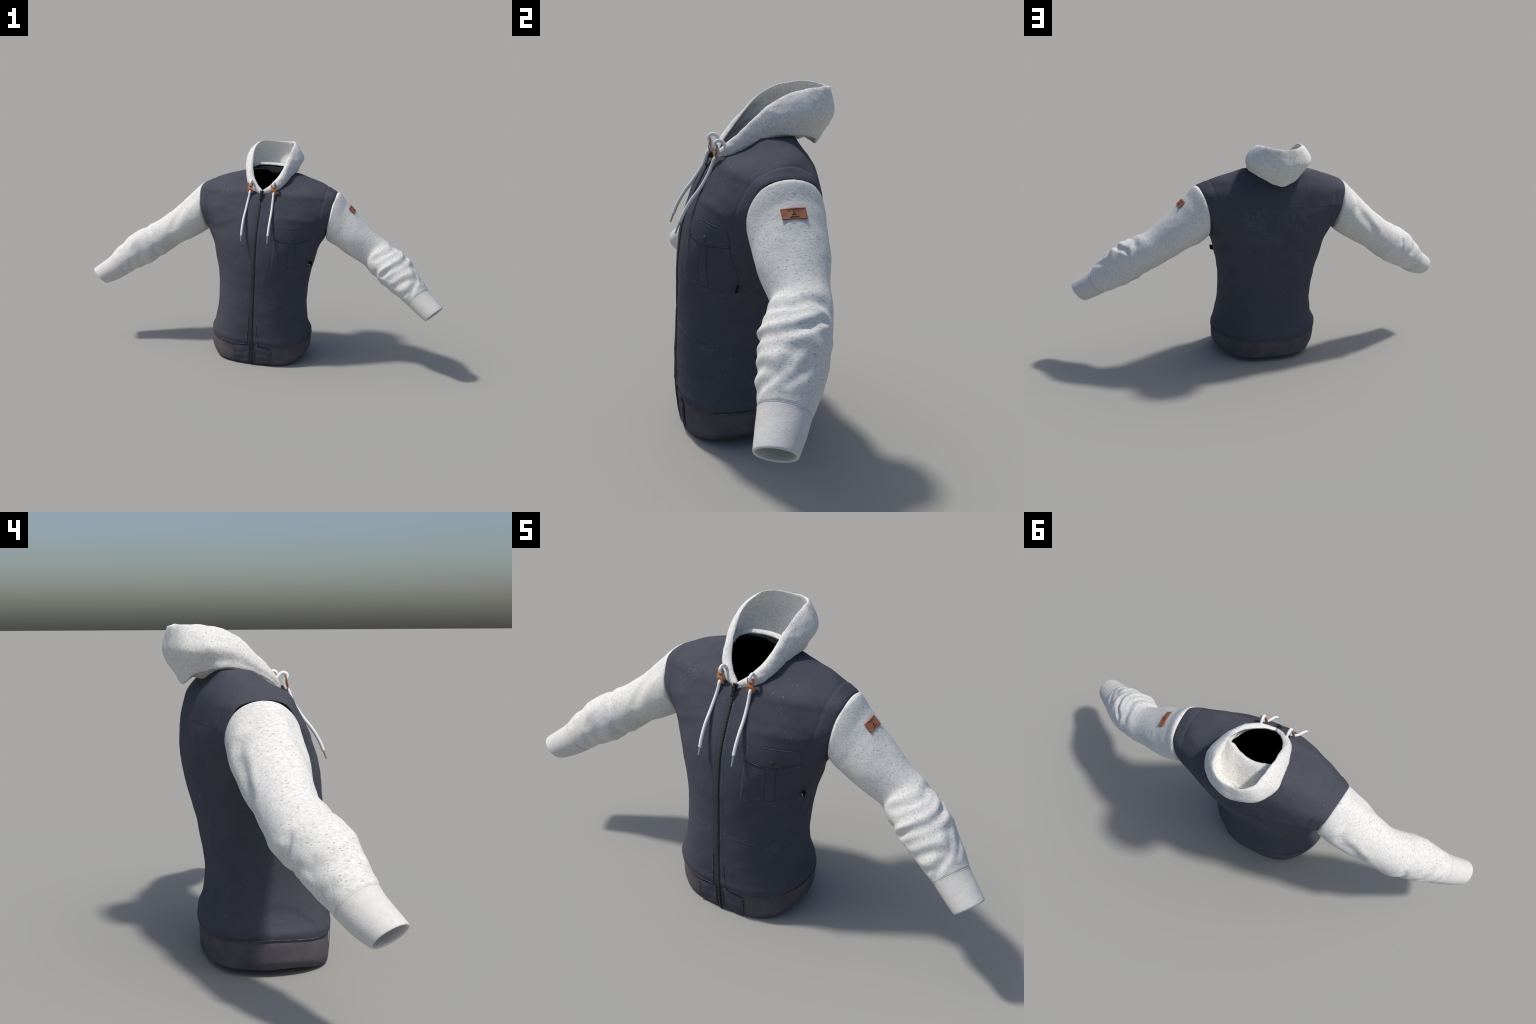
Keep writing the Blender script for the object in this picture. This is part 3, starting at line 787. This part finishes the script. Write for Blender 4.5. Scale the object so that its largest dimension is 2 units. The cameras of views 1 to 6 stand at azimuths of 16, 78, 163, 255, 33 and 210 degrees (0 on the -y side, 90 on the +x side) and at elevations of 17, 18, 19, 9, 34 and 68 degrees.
Hd = np.zeros((NT, NS, 3))
for i in range(NS):
    col = sec[:, i]
    m = np.zeros_like(col); dk = np.diff(knot)[:, None]; sl_ = np.diff(col, axis=0) / dk
    m[1:-1] = (sl_[:-1]*dk[1:] + sl_[1:]*dk[:-1]) / (dk[1:] + dk[:-1]); m[0] = sl_[0]; m[-1] = sl_[-1]
    q = np.clip(np.searchsorted(knot, tt) - 1, 0, len(knot) - 2); u = ((tt - knot[q]) / (knot[q+1] - knot[q]))[:, None]; hh = (knot[q+1] - knot[q])[:, None]
    Hd[:, i] = (2*u**3-3*u**2+1)*col[q] + (u**3-2*u**2+u)*hh*m[q] + (-2*u**3+3*u**2)*col[q+1] + (u**3-u**2)*hh*m[q+1]
nh = grid_normals(Hd, False)
if (nh[NT//2, NS//3] @ np.array([0, 1, 0])) < 0: nh = -nh
endfade = smooth(0, .06, np.minimum(tt, 1 - tt))[:, None]
Hd = Hd + nh * ((.0030 * fbm(Hd, 15., 2, 31.) + .0014 * fbm(Hd, 38., 2, 37.)).reshape(NT, NS) * endfade)[..., None]
F = grid_faces(NT, NS, False); F.append(tuple(range(NS))); F.append(tuple(range((NT-1)*NS, NT*NS))[::-1])
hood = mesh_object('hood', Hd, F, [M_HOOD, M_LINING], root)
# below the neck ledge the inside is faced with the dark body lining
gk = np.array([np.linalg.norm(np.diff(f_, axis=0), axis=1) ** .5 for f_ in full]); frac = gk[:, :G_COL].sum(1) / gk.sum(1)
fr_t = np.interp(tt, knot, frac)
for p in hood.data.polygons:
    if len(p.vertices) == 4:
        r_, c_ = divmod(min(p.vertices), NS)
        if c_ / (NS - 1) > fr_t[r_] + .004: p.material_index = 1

# ------------------------------------------------------------------ drawstrings
def toggle(sx):
    """Waisted leather slider: outline swept to a thin curved slab with two open notches."""
    c0 = np.array([sx*.064, -.1245, .9885]); c1 = np.array([sx*.0655, -.1295, .9355])
    ey = c0 - c1; hgt = np.linalg.norm(ey); ey /= hgt
    ex = np.array([1., .10*sx, 0]); ex -= ey * (ex @ ey); ex /= np.linalg.norm(ex); ez = np.cross(ex, ey); ez = ez if ez[1] < 0 else -ez
    nv, nu = 30, 16; mid = (c0 + c1) / 2; V = []
    def halfw(v): return .0152 - .0028 * math.exp(-((v - .55) / .16) ** 2) + .0010 * math.exp(-((v - .08) / .1) ** 2) - .0030 * smooth(.93, 1., v) - .0026 * smooth(.07, 0., v)
    top = np.zeros((nv, nu, 3)); bot = top.copy()
    for i in range(nv):
        v = i / (nv - 1)
        for j in range(nu):
            u = 2 * j / (nu - 1) - 1
            notch = .010 * math.exp(-(u / .30) ** 2)
            y = (v - .5) * hgt
            if v > .5: y -= notch * ((v - .5) / .5) ** 3
            else: y += notch * .7 * ((.5 - v) / .5) ** 3
            bow = .0045 * math.exp(-((v - .40) / .2) ** 2) - .0015
            p = mid + ex * (u * halfw(v)) + ey * y + ez * bow
            top[i, j] = p + ez * .0014; bot[i, j] = p - ez * .0014
    m = nv * nu; F = grid_faces(nv, nu, False); F2 = F + [tuple(q + m for q in f[::-1]) for f in F]
    rg = list(range(nu)) + [i*nu + nu-1 for i in range(1, nv)] + [(nv-1)*nu + j for j in range(nu-2, -1, -1)] + [i*nu for i in range(nv-2, 0, -1)]
    for a, b in zip(rg, rg[1:] + rg[:1]): F2.append((a, a+m, b+m, b))
    return np.concatenate([top.reshape(-1, 3), bot.reshape(-1, 3)]), F2, mid + ez * .0022 + ey * .008, ex, ey, ez

for sx, mids in ((1, [(.067, -.154, .888), (.069, -.181, .846), (.070, -.210, .811), (.0705, -.234, .774), (.071, -.252, .738)]),
                 (-1, [(.070, -.148, .898), (.074, -.182, .846), (.0755, -.215, .805), (.0745, -.242, .762), (.0735, -.257, .728)])):
    path = [(.060, -.080, .968), (.061, -.094, .982), (.062, -.106, .9955), (.063, -.118, .9985), (.0635, -.1275, .9925), (.064, -.1285, .983),
            (.0645, -.1225, .975), (.065, -.1190, .962), (.0655, -.1225, .948), (.066, -.1330, .938), (.0665, -.139, .922)] + mids
    path = np.array(path) * [sx, 1, 1]
    c = spline(path, 150)
    V, F = tube(c, .0060, 12)
    cord = mesh_object('drawstring', V, F, M_CORD, root)
    end = c[-1]; tip = np.array([sx*.0725, -.2685, .700]); a = end + (end - tip) * .15
    V, F = tube([a + (tip - a) * q for q in np.linspace(0, 1, 8)], [.0040, .0038, .0034, .0032, .0032, .0032, .0032, .0028], 12)
    mesh_object('cord_tip', V, F, M_TIP, cord)
    V, F, cm, ex, ey, ez = toggle(sx)
    tg = mesh_object('toggle', V, F, M_LEATHER, cord); bevel(tg, .0006, 1, 50)
    S = Soup()   # small stamped peak and wave
    for pts, r in (([(-.0048, -.0012), (-.0026, .0030), (.0004, .0038)], .0007), ([(-.0044, -.0012), (-.001, -.0024), (.0042, -.0034)], .0007), ([(-.001, -.0014), (.0012, .0006), (.0030, -.0016)], .0006)):
        S.add(*tube([cm + ex*x + ey*y + ez*.0004 for x, y in pts], r, 6))
    mesh_object('toggle_mark', S.V, S.F, M_INK, tg)
    # eyelet in the hood band
    e0 = np.array([sx*.0605, -.0945, .981]); S = Soup()
    d = np.array([sx*.35, -.75, .55]); d /= np.linalg.norm(d); a = np.cross(d, [0, 0, 1.]); a /= np.linalg.norm(a); b = np.cross(d, a)
    ring = [e0 + (a*math.cos(f) + b*math.sin(f)) * .0058 for f in np.linspace(0, 2*math.pi, 25)]
    S.add(*tube(ring, .0011, 6, False)); mesh_object('eyelet', S.V, S.F, M_TIP, hood)
